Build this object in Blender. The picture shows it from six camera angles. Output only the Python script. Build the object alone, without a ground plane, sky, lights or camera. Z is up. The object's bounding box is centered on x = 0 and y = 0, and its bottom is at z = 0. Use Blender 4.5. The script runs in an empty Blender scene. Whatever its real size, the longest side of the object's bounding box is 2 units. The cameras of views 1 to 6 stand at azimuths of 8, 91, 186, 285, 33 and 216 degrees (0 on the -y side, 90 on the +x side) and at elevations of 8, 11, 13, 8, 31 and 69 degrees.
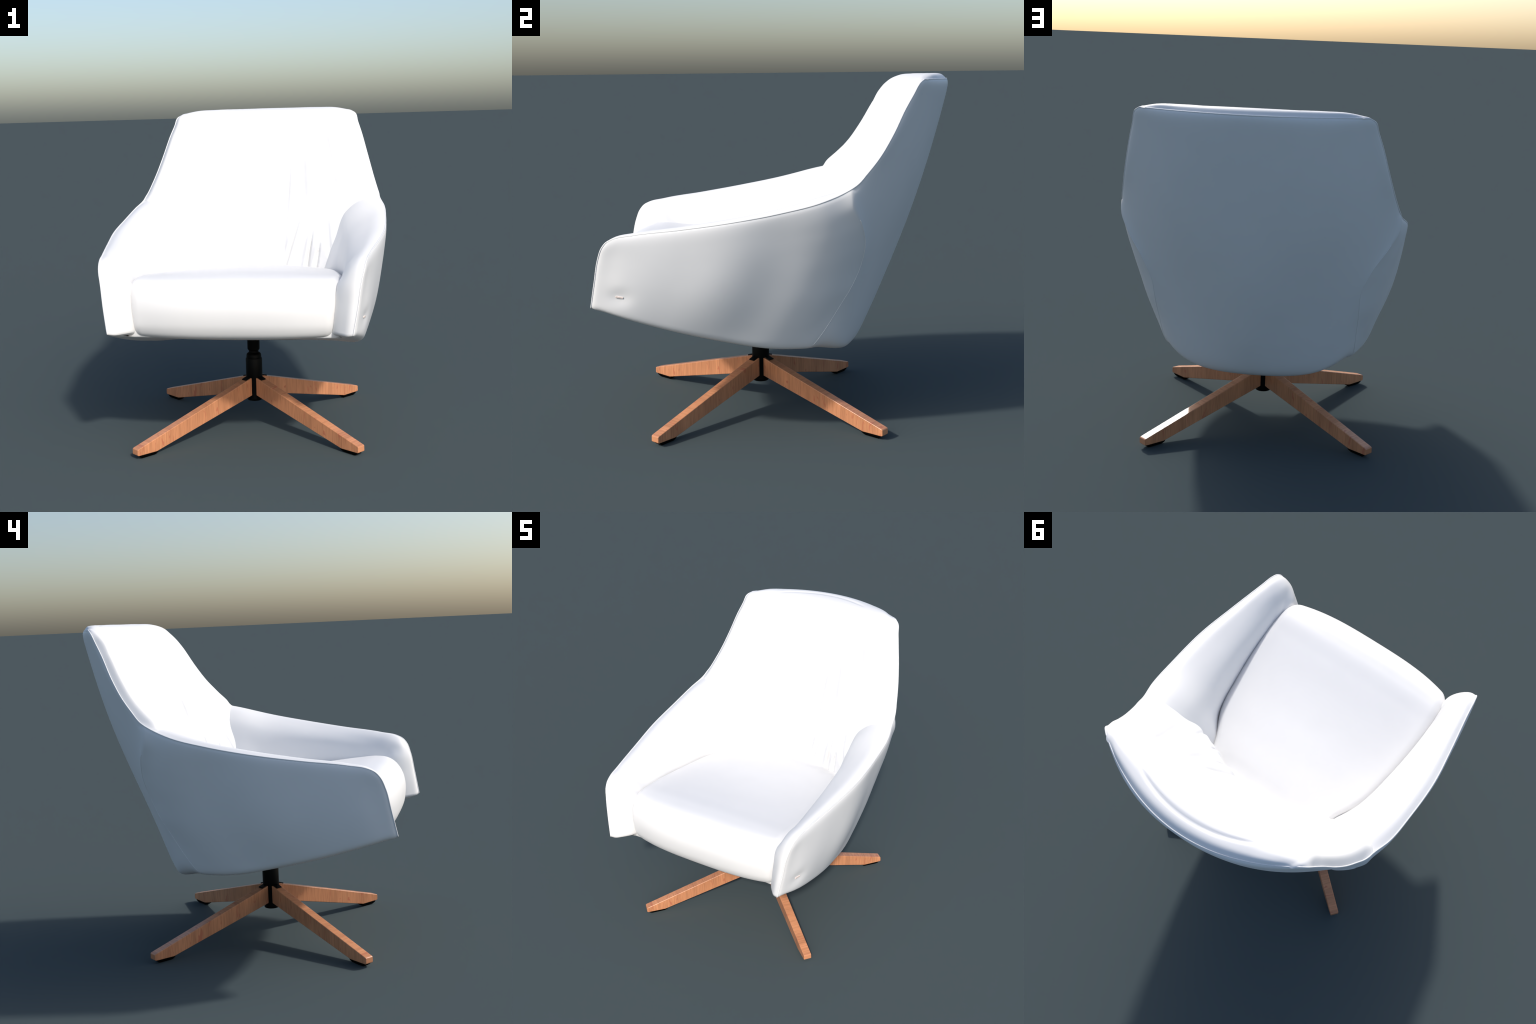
import bpy, bmesh, math, random
import numpy as np
from mathutils import Vector, Matrix
from mathutils.kdtree import KDTree

random.seed(7)
rng = np.random.default_rng(7)

# ------------------------------------------------------------------ helpers
def A(*p):
    return np.array(p, float)

def spline(ctrl, n, closed=False):
    """Smooth curve through the control points (chord-length Catmull-Rom)."""
    P = np.array(ctrl, float)
    d = np.maximum(np.linalg.norm(np.diff(P, axis=0), axis=1), 1e-6)
    s = np.r_[0, np.cumsum(d)]
    return spline_at(P, s, np.linspace(0, s[-1], n))

def spline_at(P, s, q):
    """Cubic Hermite interpolation of rows P at knots s, evaluated at q."""
    P = np.array(P, float); s = np.array(s, float); q = np.atleast_1d(q)
    flat = P.reshape(len(P), -1)
    m = np.zeros_like(flat)
    h = np.diff(s)
    sl = np.diff(flat, axis=0) / h[:, None]
    m[0], m[-1] = sl[0], sl[-1]
    for i in range(1, len(P) - 1):
        m[i] = (sl[i - 1] * h[i] + sl[i] * h[i - 1]) / (h[i] + h[i - 1])
    k = np.clip(np.searchsorted(s, q, side='right') - 1, 0, len(s) - 2)
    t = ((q - s[k]) / h[k])[:, None]
    H = h[k][:, None]
    r = ((2*t**3 - 3*t**2 + 1) * flat[k] + (t**3 - 2*t**2 + t) * H * m[k]
         + (-2*t**3 + 3*t**2) * flat[k + 1] + (t**3 - t**2) * H * m[k + 1])
    return r.reshape((len(q),) + P.shape[1:])

def grid_faces(nu, nv, off=0):
    f = []
    for i in range(nu - 1):
        for j in range(nv - 1):
            a = off + i * nv + j
            f.append((a, a + nv, a + nv + 1, a + 1))
    return f

def make_object(name, verts, faces, mat, parent, smooth=True):
    me = bpy.data.meshes.new(name)
    me.from_pydata([tuple(v) for v in verts], [], [tuple(f) for f in faces])
    me.validate()
    me.materials.append(mat)
    if smooth:
        me.polygons.foreach_set('use_smooth', [True] * len(me.polygons))
    ob = bpy.data.objects.new(name, me)
    bpy.context.scene.collection.objects.link(ob)
    ob.parent = parent
    return ob

def mirror(v):
    w = np.array(v, float).copy(); w[..., 0] *= -1
    return w

def flip(faces):
    return [tuple(reversed(f)) for f in faces]

# ---------------------------------------------------------------- materials
def base_material(name):
    m = bpy.data.materials.new(name); m.use_nodes = True
    nt = m.node_tree
    return m, nt, nt.nodes['Principled BSDF']

def leather_material():
    m, nt, b = base_material('white_leather')
    N, L = nt.nodes, nt.links
    tc = N.new('ShaderNodeTexCoord')
    n1 = N.new('ShaderNodeTexNoise'); n1.inputs['Scale'].default_value = 5.0
    n1.inputs['Detail'].default_value = 2.0
    L.new(tc.outputs['Object'], n1.inputs['Vector'])
    cr = N.new('ShaderNodeValToRGB')
    cr.color_ramp.elements[0].position = .3; cr.color_ramp.elements[0].color = WHITE_A
    cr.color_ramp.elements[1].position = .7; cr.color_ramp.elements[1].color = WHITE_B
    L.new(n1.outputs['Fac'], cr.inputs['Fac'])
    L.new(cr.outputs['Color'], b.inputs['Base Color'])
    n2 = N.new('ShaderNodeTexNoise'); n2.inputs['Scale'].default_value = 220.0
    L.new(tc.outputs['Object'], n2.inputs['Vector'])
    bp = N.new('ShaderNodeBump'); bp.inputs['Strength'].default_value = .02
    bp.inputs['Distance'].default_value = .001
    L.new(n2.outputs['Fac'], bp.inputs['Height'])
    L.new(bp.outputs['Normal'], b.inputs['Normal'])
    b.inputs['Roughness'].default_value = .5
    b.inputs['Specular IOR Level'].default_value = .5
    return m

def wood_material():
    m, nt, b = base_material('oiled_wood')
    N, L = nt.nodes, nt.links
    tc = N.new('ShaderNodeTexCoord')
    oi = N.new('ShaderNodeObjectInfo')
    add = N.new('ShaderNodeVectorMath'); add.operation = 'MULTIPLY_ADD'
    add.inputs[1].default_value = (1, 1, 1)
    sc = N.new('ShaderNodeVectorMath'); sc.operation = 'SCALE'
    sc.inputs[0].default_value = (3.1, 1.7, .9)
    L.new(oi.outputs['Random'], sc.inputs['Scale'])
    L.new(tc.outputs['Object'], add.inputs[0]); L.new(sc.outputs[0], add.inputs[2])
    def noise(scale, mapscale, detail, dist=0.0):
        mp = N.new('ShaderNodeMapping'); mp.inputs['Scale'].default_value = mapscale
        L.new(add.outputs[0], mp.inputs['Vector'])
        t = N.new('ShaderNodeTexNoise'); t.inputs['Scale'].default_value = scale
        t.inputs['Detail'].default_value = detail; t.inputs['Distortion'].default_value = dist
        L.new(mp.outputs[0], t.inputs['Vector']); return t
    fine = noise(1.0, (150, 7, 7), 3.0, .4)       # thin pores running across the leg
    band = noise(1.0, (13, 2.2, 2.2), 2.0, .6)      # broad stave-like bands
    fleck = noise(1.0, (34, 10, 10), 1.0, 1.2)      # reddish cathedral flecks
    cr = N.new('ShaderNodeValToRGB'); e = cr.color_ramp.elements
    e[0].position = .25; e[0].color = WOOD_DARK
    e[1].position = .72; e[1].color = WOOD_LIGHT
    L.new(band.outputs['Fac'], cr.inputs['Fac'])
    c2 = N.new('ShaderNodeValToRGB'); e = c2.color_ramp.elements
    e[0].position = .32; e[0].color = (.72, .70, .68, 1)
    e[1].position = .58; e[1].color = (1, 1, 1, 1)
    L.new(fine.outputs['Fac'], c2.inputs['Fac'])
    mx = N.new('ShaderNodeMix'); mx.data_type = 'RGBA'; mx.blend_type = 'MULTIPLY'
    mx.inputs['Factor'].default_value = .7
    L.new(cr.outputs[0], mx.inputs['A']); L.new(c2.outputs[0], mx.inputs['B'])
    c3 = N.new('ShaderNodeValToRGB'); e = c3.color_ramp.elements
    e[0].position = .64; e[0].color = (0, 0, 0, 1)
    e[1].position = .72; e[1].color = (.75, .75, .75, 1)
    L.new(fleck.outputs['Fac'], c3.inputs['Fac'])
    m2 = N.new('ShaderNodeMix'); m2.data_type = 'RGBA'
    L.new(c3.outputs[0], m2.inputs['Factor'])
    L.new(mx.outputs['Result'], m2.inputs['A']); m2.inputs['B'].default_value = WOOD_RED
    L.new(m2.outputs['Result'], b.inputs['Base Color'])
    b.inputs['Roughness'].default_value = WOOD_ROUGH
    return m

def plain_material(name, col, rough, metal=0.0, spec=.5):
    m, nt, b = base_material(name)
    N, L = nt.nodes, nt.links
    tc = N.new('ShaderNodeTexCoord')
    n = N.new('ShaderNodeTexNoise'); n.inputs['Scale'].default_value = 60
    L.new(tc.outputs['Object'], n.inputs['Vector'])
    cr = N.new('ShaderNodeValToRGB')
    cr.color_ramp.elements[0].color = tuple(c * .9 for c in col) + (1,)
    cr.color_ramp.elements[1].color = tuple(min(1, c * 1.1) for c in col) + (1,)
    L.new(n.outputs['Fac'], cr.inputs['Fac'])
    L.new(cr.outputs['Color'], b.inputs['Base Color'])
    b.inputs['Roughness'].default_value = rough
    b.inputs['Specular IOR Level'].default_value = spec
    b.inputs['Metallic'].default_value = metal
    return m

WHITE_A = (.80, .80, .80, 1); WHITE_B = (.815, .815, .815, 1)
WOOD_DARK = (.52, .225, .112, 1); WOOD_LIGHT = (.72, .315, .155, 1); WOOD_RED = (.50, .155, .085, 1)
WOOD_ROUGH = .25
LEATHER = leather_material()
WOOD = wood_material()
BLACK = plain_material('black_metal', (.0012, .0012, .0012), .45, spec=.12)
RUBBER = plain_material('black_rubber', (.001, .001, .001), .7, spec=.05)
TAG = plain_material('woven_label', (.72, .62, .57), .8)

chair = bpy.data.objects.new('swivel_armchair', None)
bpy.context.scene.collection.objects.link(chair)
chair['label'] = 'white leather swivel lounge armchair on four wooden legs'
chair['category'] = 'armchair'

# ------------------------------------------------------------ key 3D curves
# (right-hand side, x > 0; everything upholstered is symmetric about x = 0)
RIM_FRONT = [(.674, -.988, .779), (.700, -.958, .929), (.718, -.931, 1.055),
             (.731, -.908, 1.113), (.738, -.880, 1.146)]
RIM_ARM = [(.738, -.880, 1.146), (.744, -.845, 1.164), (.758, -.740, 1.185), (.798, -.490, 1.218),
           (.833, -.225, 1.258), (.835, .036, 1.306), (.822, .244, 1.357), (.792, .366, 1.404), (.787, .402, 1.424)]
RIM_BACK = [(.787, .402, 1.424), (.780, .429, 1.442), (.761, .482, 1.498), (.736, .549, 1.580),
            (.705, .616, 1.688), (.666, .685, 1.823), (.642, .727, 1.893), (.626, .758, 1.946),
            (.592, .787, 1.968)]
BILGE = [(.674, -.988, .779), (.708, -.850, .735), (.708, -.600, .658), (.674, -.300, .578),
         (.622, .000, .516), (.568, .205, .508)]
SEAM = [(.568, .205, .508), (.576, .248, .586), (.580, .325, .706), (.590, .407, .850),
        (.598, .461, .976), (.655, .482, 1.115), (.735, .453, 1.238), (.786, .412, 1.340),
        (.787, .402, 1.424)]
# centre line (y, z) of underside and back, one entry per control point above; third number: section exponent
KEEL_BILGE = [(-.800, .722, 8), (-.740, .703, 6), (-.550, .655, 4), (-.280, .595, 4), (.000, .530, 4), (.200, .480, 4)]
KEEL_SEAM = [(.200, .480, 4), (.350, .438, 5.0), (.455, .442, 2.9), (.537, .545, 1.85), (.622, .740, 1.65),
             (.711, .960, 1.7), (.783, 1.150, 1.9), (.830, 1.300, 2.2), (.862, 1.420, 2.3)]
KEEL_BACK = [(.862, 1.420, 2.3), (.874, 1.462, 2.35), (.890, 1.520, 2.35), (.909, 1.590, 2.35), (.936, 1.690, 2.35),
             (.967, 1.820, 2.35), (.981, 1.888, 2.3), (.989, 1.940, 2.3), (.990, 1.968, 2)]

N1, N2, N3, NT = 110, 80, 56, 56

def knots(ctrl):
    P = np.array(ctrl, float)
    return np.r_[0, np.cumsum(np.linalg.norm(np.diff(P, axis=0), axis=1))]

def along(ctrl, n, extra=None):
    s = knots(ctrl); q = np.linspace(0, s[-1], n)
    a = spline_at(ctrl, s, q)
    return (a, spline_at(extra, s, q)) if extra is not None else a

bilge, keel1 = along(BILGE, N1, KEEL_BILGE)
seam, keel2 = along(SEAM, N2, KEEL_SEAM)
_, keel3 = along(RIM_BACK, N3, KEEL_BACK)
# the rim is one continuous curve: front edge, arm, back edge
RIM = RIM_FRONT + RIM_ARM[1:] + RIM_BACK[1:]
RIM_S = knots(RIM)
s_arm, s_back = RIM_S[len(RIM_FRONT) - 1], RIM_S[len(RIM_FRONT) + len(RIM_ARM) - 2]
rimf = spline_at(RIM, RIM_S, np.linspace(0, s_arm, N2))
rima = spline_at(RIM, RIM_S, np.linspace(s_arm, s_back, N1))
rimb = spline_at(RIM, RIM_S, np.linspace(s_back, RIM_S[-1], N3))
RIM_DENSE = spline_at(RIM, RIM_S, np.linspace(0, RIM_S[-1], 1500))

def onto_rim(p):
    return RIM_DENSE[np.linalg.norm(RIM_DENSE - p, axis=1).argmin()] - p

# ------------------------------------------------------------- outer shell
def build_shell():
    # underside + back panel: rows from centre line out to bilge / side seam / rim
    E = np.vstack([bilge, seam[1:], rimb[1:]])
    K = np.vstack([keel1, keel2[1:], keel3[1:]])
    tt = np.linspace(-1, 1, 2 * NT + 1)
    tt = np.sign(tt) * (1 - (1 - np.abs(tt)) ** 1.15)
    back = np.zeros((len(E), len(tt), 3))
    # the kink of the edge at the side seam / rim junction stays local to the edge
    D = E[:, 1:] - K[:, :2]
    nb_ = len(bilge)
    Ds = D.copy()
    for _ in range(400):
        Ds[nb_:-1] = .5 * Ds[nb_:-1] + .25 * (Ds[nb_ - 1:-2] + Ds[nb_ + 1:])
    X = E[:, 0].copy()
    for _ in range(400):
        X[nb_:-1] = .5 * X[nb_:-1] + .25 * (X[nb_ - 1:-2] + X[nb_ + 1:])
    row = np.arange(len(E)); jr = len(bilge) + len(seam) - 2
    win = np.clip(1.6 - np.abs(row - jr) / 22.0, 0, 1)
    Ds = D + (Ds - D) * win[:, None]; X = E[:, 0] + (X - E[:, 0]) * win
    for i in range(len(E)):
        w = np.abs(tt) ** K[i, 2]; w8 = np.abs(tt) ** 9
        back[i, :, 0] = X[i] * tt + (E[i, 0] - X[i]) * np.sign(tt) * w8
        back[i, :, 1] = K[i, 0] + Ds[i, 0] * w + (D[i, 0] - Ds[i, 0]) * w8
        back[i, :, 2] = K[i, 1] + Ds[i, 1] * w + (D[i, 1] - Ds[i, 1]) * w8
    # even out the back where the arm seam runs into the rim (edge itself stays put)
    inner = np.clip((1 - np.abs(tt)) / .10, 0, 1)[None, :, None]
    rows_w = np.clip(1.5 - np.abs(row - jr) / 36.0, 0, 1)[:, None, None]
    for _ in range(260):
        sm = back.copy()
        sm[1:-1] = .5 * back[1:-1] + .25 * (back[2:] + back[:-2])
        back = back + (sm - back) * inner * rows_w
    # side panel: Coons patch between bilge, seam, arm rim and front rim, pushed out sideways
    u = np.linspace(0, 1, N1)[:, None, None]; v = np.linspace(0, 1, N2)[None, :, None]
    C = ((1 - v) * bilge[:, None] + v * rima[:, None] + (1 - u) * rimf[None] + u * seam[None]
         - ((1-u)*(1-v)*bilge[0] + u*(1-v)*bilge[-1] + (1-u)*v*rima[0] + u*v*rima[-1]))
    uu = np.linspace(0, 1, N1); vv = np.linspace(0, 1, N2)
    # away from the seam and the front edge the panel spans straight from bilge to arm rim
    lin = (1 - v[..., 0]) * bilge[:, None, 0] + v[..., 0] * rima[:, None, 0]
    keep = np.clip(u[..., 0] ** 7 + (1 - u[..., 0]) ** 14, 0, 1)
    C[:, :, 0] = lin + (C[:, :, 0] - lin) * keep
    ymid = C[:, N2 // 2, 1]
    sm = np.array(SIDE_MID)
    want = spline_at(sm[:, 1:], sm[:, 0], np.clip(ymid, sm[0, 0], sm[-1, 0]))[:, 0]
    B = want - C[:, N2 // 2, 0]
    B *= np.clip(uu / .10, 0, 1) ** .7 * np.clip((1 - uu) / .16, 0, 1) ** .6
    for _ in range(6):
        B[1:-1] = .5 * B[1:-1] + .25 * (B[2:] + B[:-2])
    V = vv ** .95
    prof = 1 - np.abs(2 * V - 1) ** 2.0
    C[:, :, 0] += B[:, None] * prof[None]
    sideR = C
    sideL = mirror(C)
    vs, fs, tag = [], [], []
    def add(grid, flipf, t):
        off = sum(len(x) for x in vs)
        nu, nv = grid.shape[:2]
        vs.append(grid.reshape(-1, 3))
        f = grid_faces(nu, nv, off)
        if flipf: f = flip(f)
        fs.extend(f); tag.extend([t] * len(f))
    add(back, False, 0); add(sideR, False, 1); add(sideL, True, 2)
    V0 = np.vstack(vs)
    kd = KDTree(len(V0))
    for i, p in enumerate(V0): kd.insert(Vector(p), i)
    kd.balance()
    remap, keep = np.full(len(V0), -1), []
    for i, p in enumerate(V0):
        if remap[i] < 0:
            for _, j, _ in kd.find_range(Vector(p), 2e-5):
                if remap[j] < 0: remap[j] = len(keep)
            keep.append(i)
    V1 = V0[keep]
    F = [tuple(remap[list(f)]) for f in fs]
    ok = [i for i, f in enumerate(F) if len(set(f)) == 4]
    F = [F[i] for i in ok]; tag = [tag[i] for i in ok]
    seam_ids = [int(np.linalg.norm(V1 - p, axis=1).argmin()) for p in seam]
    # round the bilge edge
    nb = [set() for _ in V1]
    for f in F:
        for a, b in zip(f, f[1:] + f[:1]):
            nb[a].add(b); nb[b].add(a)
    dist = np.full(len(V1), 9.0)
    bl = np.vstack([bilge, mirror(bilge)])
    for c in np.array_split(np.arange(len(V1)), 40):
        dist[c] = np.min(np.linalg.norm(V1[c][:, None] - bl[None], axis=2), axis=1)
    border = set()
    cnt = {}
    for f in F:
        for a, b in zip(f, f[1:] + f[:1]):
            k = (min(a, b), max(a, b)); cnt[k] = cnt.get(k, 0) + 1
    for (a, b), c in cnt.items():
        if c == 1: border.add(a); border.add(b)
    corner = np.min(np.linalg.norm(V1[:, None] - np.vstack([seam[:22:3], mirror(seam[:22:3])])[None], axis=2), axis=1)
    w = np.maximum(np.clip(1 - dist / (BILGE_R + .08 * np.clip((V1[:, 1] + .1) / .25, 0, 1)), 0, 1), np.clip(1 - corner / .10, 0, 1))
    w = np.maximum(w, .6 * np.clip((.66 - V1[:, 2]) / .06, 0, 1) * np.clip((V1[:, 1] - .02) / .08, 0, 1))
    sel = [i for i in range(len(V1)) if w[i] > 0 and i not in border]
    for _ in range(BILGE_IT):
        Vn = V1.copy()
        for i in sel:
            Vn[i] = V1[i] + w[i] * .6 * (np.mean(V1[list(nb[i])], axis=0) - V1[i])
        V1 = Vn
    # very soft, uneven pull of the leather over the side panels
    px, py, pz = V1.T
    wave = (np.sin(9.1 * py + 5.3 * pz + .6) * np.sin(6.7 * pz - 3.1 * py + 1.1) + .6 * np.sin(14.3 * py - 8.9 * pz + 2.0))
    mid = np.exp(-((py + .25) / .42) ** 2) * np.exp(-((pz - .92) / .20) ** 2) * (np.abs(px) > .5)
    V1[:, 0] += np.sign(px) * 0.0018 * wave * mid * np.where(px > 0, 1, .5)
    # label dimple on the right panel
    m = V1[:, 0] > .5
    d2 = ((V1[:, 1] + .823) / .06) ** 2 + ((V1[:, 2] - .848) / .045) ** 2
    V1[m, 0] -= (.010 * np.exp(-d2))[m]
    # soft roll of the padding just outside the piped rim
    rim = np.vstack([rimf[::2], rima[::2], rimb[::2]])
    kx = np.linspace(1, -1, 60)
    topline = np.c_[RIM_BACK[-1][0] * kx, .990 + (RIM_BACK[-1][1] - .990) * kx ** 2, np.full(60, 1.968)]
    rim = np.vstack([rim, mirror(rim), topline])
    dr = np.concatenate([np.min(np.linalg.norm(V1[c][:, None] - rim[None], axis=2), axis=1)
                         for c in np.array_split(np.arange(len(V1)), 80)])
    Nr = np.zeros_like(V1)
    for f in F:
        a, b, c, d = V1[list(f)]
        n = np.cross(c - a, d - b)
        for i in f: Nr[i] += n
    Nr /= np.maximum(np.linalg.norm(Nr, axis=1), 1e-9)[:, None]
    roll = ROLL * (1 - np.exp(-(dr / .018))) * np.exp(-dr / .10)
    roll[list(border)] = 0
    V1 = V1 + Nr * roll[:, None]
    # normals of the whole surface
    Nn = np.zeros_like(V1)
    for f in F:
        a, b, c, d = V1[list(f)]
        n = np.cross(c - a, d - b)
        for i in f: Nn[i] += n
    Nn /= np.maximum(np.linalg.norm(Nn, axis=1), 1e-9)[:, None]
    out = []
    for t, name in ((0, 'back_panel'), (1, 'side_panel'), (2, 'side_panel')):
        ids = [i for i in range(len(F)) if tag[i] == t]
        used = sorted({a for i in ids for a in F[i]})
        mp = {a: k for k, a in enumerate(used)}
        ob = make_object(name, V1[used], [[mp[a] for a in F[i]] for i in ids], LEATHER, chair)
        ob.data.normals_split_custom_set_from_vertices([tuple(Nn[a]) for a in used])
        out.append(ob)
    return V1, V1[seam_ids]

SIDE_MID = [(-.98, .700), (-.80, .748), (-.50, .785), (-.20, .793), (.00, .760), (.20, .728), (.35, .680), (.46, .615)]
ROLL = .011
BILGE_R, BILGE_IT = .05, 45
shellV, seam_line = build_shell()

# --------------------------------------------------------------- armrests
# every row: a section from the rim, over the pad, down the inner face behind the seat cushion
ARM = [
 [(.674, -.988, .779), (.645, -.979, .774), (.606, -.942, .772), (.566, -.885, .770), (.545, -.800, .770), (.538, -.720, .770)],
 [(.700, -.958, .929), (.665, -.954, .929), (.622, -.923, .929), (.579, -.868, .925), (.562, -.780, .92), (.562, -.700, .91)],
 [(.718, -.931, 1.055), (.685, -.930, 1.056), (.638, -.903, 1.055), (.598, -.852, 1.045), (.580, -.770, 1.02), (.572, -.680, .95)],
 [(.731, -.908, 1.113), (.700, -.906, 1.116), (.655, -.880, 1.110), (.618, -.820, 1.085), (.594, -.745, 1.03), (.580, -.660, .93)],
 [(.744, -.845, 1.164), (.710, -.840, 1.170), (.664, -.815, 1.152), (.625, -.765, 1.110), (.596, -.710, 1.035), (.580, -.650, .92)],
 [(.758, -.740, 1.185), (.728, -.735, 1.194), (.680, -.722, 1.174), (.635, -.695, 1.122), (.600, -.655, 1.035), (.580, -.620, .92)],
 [(.798, -.490, 1.218), (.762, -.485, 1.230), (.700, -.475, 1.208), (.636, -.465, 1.155), (.600, -.450, 1.065), (.592, -.440, .92)],
 [(.833, -.225, 1.258), (.790, -.222, 1.273), (.714, -.220, 1.250), (.628, -.215, 1.190), (.583, -.210, 1.080), (.567, -.200, .90)],
 [(.835, .036, 1.306), (.796, .036, 1.323), (.710, .036, 1.304), (.612, .036, 1.236), (.550, .030, 1.095), (.526, .030, .89)],
 [(.822, .244, 1.357), (.776, .246, 1.377), (.690, .243, 1.372), (.592, .237, 1.310), (.512, .225, 1.150), (.420, .205, .88)],
 [(.790, .366, 1.404), (.745, .372, 1.412), (.655, .382, 1.402), (.555, .390, 1.330), (.475, .380, 1.150), (.400, .370, .88)],
]

def build_arm():
    rows = np.array(ARM, float)
    s = np.r_[0, np.cumsum(np.linalg.norm(np.diff(rows[:, 0], axis=0), axis=1))]
    q = np.linspace(0, s[-1], 130)
    R = spline_at(rows, s, q)
    # keep the rim edge exactly on the shell's rim
    G = np.zeros((len(q), 40, 3))
    for i in range(len(q)):
        P = R[i]
        G[i] = spline_at(P, knots(P), np.linspace(0, knots(P)[-1], 40))
        G[i] += onto_rim(G[i, 0]) * (1 - np.linspace(0, 1, 40)[:, None]) ** 3
    # blunt lower end, tucked under towards the underside
    cap = []
    tuck = G[0].copy(); tuck[:, 2] -= .034; tuck[:, 1] += .15; tuck[:, 0] -= .02
    cap.append(tuck)
    for k in (1.0, .75, .5, .25):
        r = G[0].copy()
        r[:, 2] -= .018 * k; r[:, 1] += .045 * k; r[:, 0] -= .008 * k
        cap.append(r)
    G = np.concatenate([np.array(cap), G])
    f = grid_faces(*G.shape[:2])
    V = G.reshape(-1, 3)
    make_object('armrest', V, f, LEATHER, chair)
    make_object('armrest', mirror(V), flip(f), LEATHER, chair)
build_arm()

# --------------------------------------------------------------- backrest
# rows from below the seat up the front face and over the top to the back seam.
# each row: rim point (x, y, z), then (y, z) at a = 0, .3, .6, .8, .92 of the half width
BACKREST = [
 ((.620, .310, .800), [(.325, .80), (.308, .80), (.258, .80), (.23, .80), (.24, .80)]),
 ((.640, .290, .940), [(.347, .94), (.328, .94), (.266, .94), (.22, .94), (.22, .94)]),
 ((.700, .310, 1.150), [(.380, 1.15), (.356, 1.15), (.270, 1.15), (.230, 1.15), (.242, 1.15)]),
 ((.745, .340, 1.263), [(.420, 1.263), (.399, 1.263), (.322, 1.263), (.265, 1.263), (.268, 1.263)]),
 ((.785, .360, 1.375), [(.465, 1.375), (.446, 1.375), (.372, 1.375), (.310, 1.375), (.308, 1.375)]),
 ((.790, .366, 1.404), [(.477, 1.404), (.458, 1.404), (.385, 1.404), (.325, 1.404), (.324, 1.404)]),
 ((.780, .429, 1.442), [(.493, 1.442), (.473, 1.442), (.402, 1.442), (.350, 1.442), (.352, 1.442)]),
 ((.761, .482, 1.498), [(.517, 1.498), (.497, 1.498), (.432, 1.498), (.402, 1.498), (.412, 1.498)]),
 ((.736, .549, 1.580), [(.550, 1.58), (.534, 1.58), (.487, 1.58), (.473, 1.58), (.486, 1.58)]),
 ((.705, .616, 1.688), [(.594, 1.688), (.581, 1.688), (.548, 1.688), (.544, 1.688), (.558, 1.688)]),
 ((.666, .685, 1.823), [(.660, 1.823), (.650, 1.823), (.624, 1.823), (.620, 1.823), (.632, 1.823)]),
 ((.642, .727, 1.893), [(.715, 1.900), (.705, 1.900), (.679, 1.898), (.668, 1.896), (.676, 1.895)]),
 ((.632, .742, 1.920), [(.768, 1.953), (.758, 1.953), (.729, 1.950), (.713, 1.945), (.710, 1.936)]),
 ((.626, .758, 1.946), [(.842, 1.990), (.830, 1.989), (.794, 1.986), (.766, 1.980), (.748, 1.966)]),
 ((.610, .775, 1.958), [(.922, 2.000), (.904, 1.999), (.858, 1.997), (.816, 1.992), (.786, 1.978)]),
 ((.600, .783, 1.964), [(.962, 1.993), (.944, 1.993), (.893, 1.991), (.844, 1.987), (.806, 1.976)]),
 ((.592, .787, 1.968), [(.990, 1.968), (.972, 1.968), (.918, 1.968), (.862, 1.968), (.8207, 1.968)]),
]
# creases pulled into the leather: (x0, z0) -> (x1, z1), depth, half width
CREASES = [
 ((.080, 1.86), (.090, 1.40), .016, .030), ((-.395, 1.96), (-.500, 1.48), .018, .030),
 ((.400, 1.92), (.490, 1.48), .014, .032), ((-.085, 1.40), (-.060, .93), .018, .016),
 ((.190, 1.68), (.150, .98), .016, .018),
 ((.270, 1.75), (.290, 1.30), .012, .030), ((-.330, 1.70), (-.340, 1.32), .010, .024),
 ((.272, 1.30), (.155, .93), .030, .011), ((.355, 1.20), (.310, .93), .030, .011),
 ((.030, 1.25), (-.010, .93), .020, .010), ((-.110, 1.15), (-.110, .93), .016, .010),
 ((.405, 1.12), (.370, .93), .024, .012), ((-.245, 1.28), (-.180, .93), .018, .011),
 ((-.330, 1.15), (-.300, .93), .018, .011), ((-.410, 1.14), (-.380, .93), .018, .012),
 ((.45, 1.30), (.47, 1.05), .010, .016), ((-.45, 1.30), (-.47, 1.05), .008, .016),
]

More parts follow.
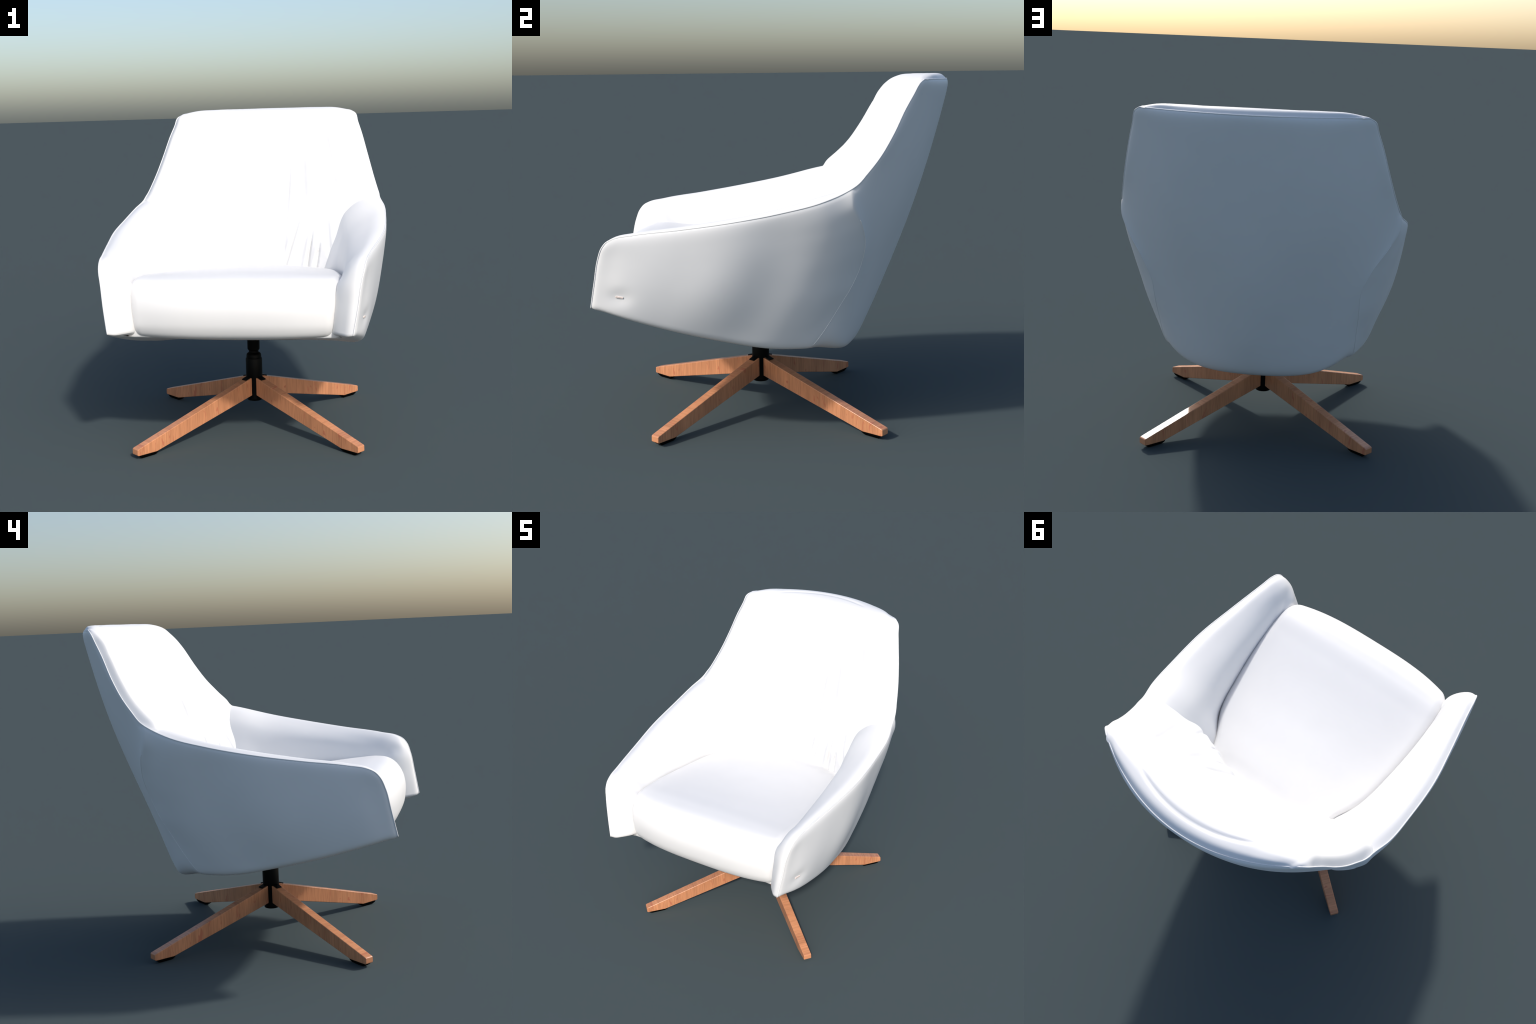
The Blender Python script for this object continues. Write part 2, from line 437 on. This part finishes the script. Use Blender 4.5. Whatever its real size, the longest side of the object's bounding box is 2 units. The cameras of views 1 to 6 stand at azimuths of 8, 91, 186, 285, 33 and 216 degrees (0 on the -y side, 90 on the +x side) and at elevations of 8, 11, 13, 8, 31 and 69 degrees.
def build_backrest():
    av = np.array([0, .3, .6, .8, .92, .97, 1.0])
    rows = []
    for rim, face in BACKREST:
        y8, y9, z9 = face[3][0], face[4][0], face[4][1]
        y9 = y8 + .45 * (y9 - y8) if rim[2] < 1.9 else y9
        face = face[:4] + [(y9, z9), (y9 + .36 * (rim[1] - y9), z9 + .36 * (rim[2] - z9))]
        r = [(rim[0] * a, y, z) for a, (y, z) in zip(av, face)] + [rim]
        rows.append(r)
    rows = np.array(rows, float)
    mid = rows[:, 2]
    s = np.r_[0, np.cumsum(np.linalg.norm(np.diff(rows[:, 0], axis=0), axis=1)
                           * .5 + .5 * np.linalg.norm(np.diff(rows[:, -1], axis=0), axis=1))]
    q = np.linspace(0, s[-1], 230)
    R = spline_at(rows, s, q)
    half = 170
    aa = np.linspace(0, 1, half) ** .85
    full = np.r_[-aa[::-1], aa[1:]]
    G = np.zeros((len(q), len(full), 3))
    for i in range(len(q)):
        # mirrored row so the centre stays smooth
        P = np.vstack([mirror(R[i][:0:-1]), R[i]])
        k = np.r_[-av[:0:-1], av]
        G[i] = spline_at(P, k, full)
        if 1.39 < G[i, -1, 2] < 1.9679:
            d = onto_rim(G[i, -1]); m8 = np.abs(full)[:, None] ** 10
            G[i] += np.where(full[:, None] > 0, d, d * A(-1, 1, 1)) * m8
    # gentle upholstery relief + creases on the front face
    x, z = G[:, :, 0], G[:, :, 2]
    inner = np.clip((.93 - np.abs(full)[None]) / .15, 0, 1)
    topfade = np.clip((1.93 - z) / .06, 0, 1)
    for (x0, z0), (x1, z1), dep, wid in CREASES:
        d = np.array([x1 - x0, z1 - z0]); L = np.hypot(*d); d = d / L
        t = ((x - x0) * d[0] + (z - z0) * d[1]) / L
        perp = (x - x0) * d[1] - (z - z0) * d[0]
        taper = np.clip(t / .35, 0, 1) * np.clip((1.15 - t) / .2, 0, 1)
        wv = wid * (.6 + .4 * np.clip(t, 0, 1))
        G[:, :, 1] += dep * taper * np.exp(-(perp / wv) ** 2) * inner
        G[:, :, 1] -= .35 * dep * taper * np.exp(-((perp - 2.2 * wv) / (1.6 * wv)) ** 2) * inner
    G[:, :, 1] -= .015 * np.exp(-((x + .14) / .07) ** 2 - ((z - 1.52) / .16) ** 2)
    # the filling sits a little unevenly: left edge slacker, right edge fuller
    zz = np.clip((z - 1.42) / .12, 0, 1) * np.clip((1.93 - z) / .1, 0, 1)
    edge = np.clip((np.abs(full)[None] - .5) / .25, 0, 1) * np.clip((1 - np.abs(full)[None]) / .1, 0, 1)
    G[:, :, 1] += zz * edge * np.where(x < 0, .013, -.008)
    # crease where the front face turns into the top
    yc = .912 - .72 * x ** 2
    tc = np.clip((.36 - np.abs(x + .02)) / .08, 0, 1)
    g = np.where(z > 1.97, 1.0, 0.0)
    G[:, :, 2] -= TOP_CREASE * tc * g * np.exp(-((G[:, :, 1] - yc) / .010) ** 2)
    V = G.reshape(-1, 3)
    make_object('backrest_cushion', V, flip(grid_faces(*G.shape[:2])), LEATHER, chair)
TOP_CREASE = .007
build_backrest()

# ------------------------------------------------------------ seat cushion
# centre profile (y, z): rear top -> front -> underneath, with half width and crown drop at the edge
SEAT = [  # y, z, half width, crown, plan bow of the front
 (.400, .930, .400, .01, 0), (.310, .944, .425, .022, 0), (.200, .979, .448, .030, 0), (.000, 1.006, .542, .032, 0),
 (-.200, 1.020, .578, .024, 0), (-.400, 1.037, .600, .018, 0), (-.600, 1.057, .606, .014, .0),
 (-.740, 1.068, .600, .014, .015), (-.830, 1.060, .594, .016, .04), (-.890, 1.030, .588, .016, .055),
 (-.925, .985, .584, .014, .065), (-.944, .925, .580, .010, .070), (-.945, .855, .576, .006, .070),
 (-.932, .792, .573, .0, .065), (-.905, .746, .572, -.006, .06), (-.855, .722, .572, -.010, .05), (-.740, .720, .570, -.01, .02)]

def build_seat():
    T = np.array(SEAT, float)
    s = np.r_[0, np.cumsum(np.hypot(np.diff(T[:, 0]), np.diff(T[:, 1])))]
    q = np.linspace(0, s[-1], 170)
    R = spline_at(T, s, q)
    # normal direction of the profile in the (y, z) plane, pointing outwards
    dy, dz = np.gradient(R[:, 0]), np.gradient(R[:, 1])
    ln = np.hypot(dy, dz); ny, nz = dz / ln, -dy / ln
    nz, ny = np.where(True, nz, nz), ny
    th = np.linspace(-1, 1, 121)
    th = np.sign(th) * (1 - (1 - np.abs(th)) ** 1.6)
    G = np.zeros((len(q), len(th), 3))
    for j, a in enumerate(th):
        e = abs(a)
        rnd = 0.0
        if e > .90:
            k = (e - .90) / .10
            rnd = .055 * (1 - math.sqrt(max(0, 1 - k * k)))
        G[:, j, 0] = R[:, 2] * a
        G[:, j, 1] = R[:, 0] + R[:, 4] * e ** 3.2 - ny * 0 + (-ny) * 0
        G[:, j, 2] = R[:, 1] - R[:, 3] * e ** 2
        G[:, j, 1] -= ny * rnd * SIGN
        G[:, j, 2] -= nz * rnd * SIGN
    V = G.reshape(-1, 3)
    make_object('seat_cushion', V, grid_faces(*G.shape[:2]), LEATHER, chair)
SIGN = 1.0
build_seat()

# upholstered rail under the front of the cushion
def build_rail():
    bm = bmesh.new(); bmesh.ops.create_cube(bm, size=1)
    for v in bm.verts:
        v.co = Vector((v.co.x * 1.20, -.71 + v.co.y * .28, .766 + v.co.z * .072))
    bmesh.ops.bevel(bm, geom=bm.edges[:], offset=.012, segments=3, affect='EDGES', profile=.5)
    me = bpy.data.meshes.new('seat_rail'); bm.to_mesh(me); bm.free(); me.materials.append(LEATHER)
    me.polygons.foreach_set('use_smooth', [True] * len(me.polygons))
    ob = bpy.data.objects.new('seat_rail', me); bpy.context.scene.collection.objects.link(ob); ob.parent = chair
build_rail()

# ----------------------------------------------------------------- piping
def tube(name, pts, rad, mat, parent, n=8):
    pts = np.array(pts, float)
    T = np.gradient(pts, axis=0); T /= np.linalg.norm(T, axis=1)[:, None]
    ref = A(1, 0, 0) if abs(T[0][0]) < .8 else A(0, 0, 1)
    N0 = np.cross(T[0], ref); N0 /= np.linalg.norm(N0)
    V = []
    for i in range(len(pts)):
        N0 = N0 - T[i] * (N0 @ T[i]); N0 /= np.linalg.norm(N0)
        Bn = np.cross(T[i], N0)
        for k in range(n):
            a = 2 * math.pi * k / n
            V.append(pts[i] + rad * (math.cos(a) * N0 + math.sin(a) * Bn))
    F = []
    for i in range(len(pts) - 1):
        for k in range(n):
            F.append((i*n + k, i*n + (k+1) % n, (i+1)*n + (k+1) % n, (i+1)*n + k))
    F.append(tuple(range(n))[::-1]); F.append(tuple((len(pts)-1)*n + k for k in range(n)))
    return make_object(name, V, F, mat, parent)

def build_piping():
    half = spline_at(RIM, RIM_S, np.linspace(0, RIM_S[-1], 240))
    k = np.linspace(1, 0, 50)[1:]
    topx = RIM_BACK[-1][0] * k
    top = np.c_[topx, .990 + (RIM_BACK[-1][1] - .990) * k ** 2, np.full(len(k), 1.968)]
    right = np.vstack([half, top])
    line = np.vstack([right, mirror(right[-2::-1])])
    tube('piping', line, .004, LEATHER, chair)
build_piping()
# fine raised seam between side and back panel
for line in (seam_line, mirror(seam_line)):
    tube('seam_welt', line[2:-14], .0017, LEATHER, chair, n=6)

# ------------------------------------------------------------------ label
def box_mesh(name, sx, sy, sz, bevel, mat):
    bm = bmesh.new(); bmesh.ops.create_cube(bm, size=1)
    for v in bm.verts: v.co = Vector((v.co.x * sx, v.co.y * sy, v.co.z * sz))
    if bevel:
        bmesh.ops.bevel(bm, geom=bm.edges[:], offset=bevel, segments=2, affect='EDGES', profile=.5)
    me = bpy.data.meshes.new(name); bm.to_mesh(me); bm.free(); me.materials.append(mat)
    return me

tagob = bpy.data.objects.new('label_tag', box_mesh('label_tag', .012, .044, .009, .002, TAG))
bpy.context.scene.collection.objects.link(tagob); tagob.parent = chair
m = (shellV[:, 0] > .5)
d = np.hypot(shellV[:, 1] + .823, shellV[:, 2] - .849) + (~m) * 9
tagob.location = (shellV[d.argmin(), 0] - .001, -.823, .849)
tagob.rotation_euler = (math.radians(-7), 0, math.radians(-8))

# ------------------------------------------------------------------- base
HUB = A(0, -.094, 0)
def lathe(name, prof, mat, parent, n=64):
    V, F = [], []
    for r, z in prof:
        for k in range(n):
            a = 2 * math.pi * k / n
            V.append((r * math.cos(a), r * math.sin(a), z))
    for i in range(len(prof) - 1):
        for k in range(n):
            F.append((i*n + k, i*n + (k+1) % n, (i+1)*n + (k+1) % n, (i+1)*n + k))
    F.append(tuple(range(n))[::-1]); F.append(tuple((len(prof)-1)*n + k for k in range(n)))
    ob = make_object(name, V, F, mat, parent)
    for p in ob.data.polygons:
        p.use_smooth = len(p.vertices) == 4
    ob.data.set_sharp_from_angle(angle=math.radians(40))
    return ob

column = lathe('column', [(.044, .157), (.047, .159), (.048, .163), (.048, .168), (.046, .17), (.046, .20), (.051, .30), (.052, .305),
                          (.052, .424), (.0495, .430), (.047, .431), (.047, .447), (.044, .457), (.038, .462),
                          (.031, .466), (.031, .478), (.037, .484), (.039, .490), (.039, .64)], BLACK, chair)
column.location = HUB

def leg_mesh():
    # profile of the leg in its own vertical plane: r outwards, z up
    prof = [(.046, .196), (.046, .309), (.919, .062), (.926, .058), (.927, .026), (.920, .0205), (.79, .0185)]
    bm = bmesh.new()
    wid = lambda r: .029 - .002 * r
    L = [bm.verts.new((r, wid(r), z)) for r, z in prof]
    R = [bm.verts.new((r, -wid(r), z)) for r, z in prof]
    bm.faces.new(L[::-1]); bm.faces.new(R)
    for i in range(len(prof)):
        j = (i + 1) % len(prof)
        bm.faces.new((L[i], L[j], R[j], R[i]))
    bmesh.ops.recalc_face_normals(bm, faces=bm.faces[:])
    bmesh.ops.bevel(bm, geom=[e for e in bm.edges], offset=.0045, segments=3, affect='EDGES', profile=.5, clamp_overlap=True)
    me = bpy.data.meshes.new('leg'); bm.to_mesh(me); bm.free()
    me.polygons.foreach_set('use_smooth', [True] * len(me.polygons))
    me.set_sharp_from_angle(angle=math.radians(50))
    me.materials.append(WOOD)
    return me

def foot_mesh():
    # low glide under the leg tip, bottom edges chamfered
    bm = bmesh.new()
    top = [(-.072, -.024), (.060, -.024), (.060, .024), (-.072, .024)]
    mid = [(-.070, -.024), (.058, -.024), (.058, .024), (-.070, .024)]
    bot = [(-.052, -.017), (.040, -.017), (.040, .017), (-.052, .017)]
    R = [[bm.verts.new((x, y, z)) for x, y in ring] for ring, z in ((bot, 0.0), (mid, .012), (top, .022))]
    bm.faces.new(R[0][::-1]); bm.faces.new(R[2])
    for a, b in ((0, 1), (1, 2)):
        for i in range(4):
            j = (i + 1) % 4
            bm.faces.new((R[a][i], R[a][j], R[b][j], R[b][i]))
    bmesh.ops.bevel(bm, geom=bm.edges[:], offset=.003, segments=2, affect='EDGES', profile=.5, clamp_overlap=True)
    me = bpy.data.meshes.new('foot_pad'); bm.to_mesh(me); bm.free(); me.materials.append(RUBBER)
    return me

leg_me, foot_me = leg_mesh(), foot_mesh()
bracket_me = box_mesh('bracket', .048, .040, .008, .003, BLACK)
for ang, reach in ((-39.4, .972), (49.1, 1.0), (140.9, .970), (229.6, 1.003)):
    leg = bpy.data.objects.new('leg', leg_me); bpy.context.scene.collection.objects.link(leg)
    leg.parent = chair; leg.location = HUB; leg.rotation_euler = (0, 0, math.radians(ang)); leg.scale = (reach, 1, 1)
    wn = leg.modifiers.new('even_normals', 'WEIGHTED_NORMAL'); wn.keep_sharp = True; wn.weight = 80
    foot = bpy.data.objects.new('foot_pad', foot_me); bpy.context.scene.collection.objects.link(foot)
    foot.parent = leg; foot.location = (.850, 0, 0)
    br = bpy.data.objects.new('bracket', bracket_me); bpy.context.scene.collection.objects.link(br)
    br.parent = leg; br.location = (.066, 0, .3065); br.rotation_euler = (0, math.radians(16), 0)
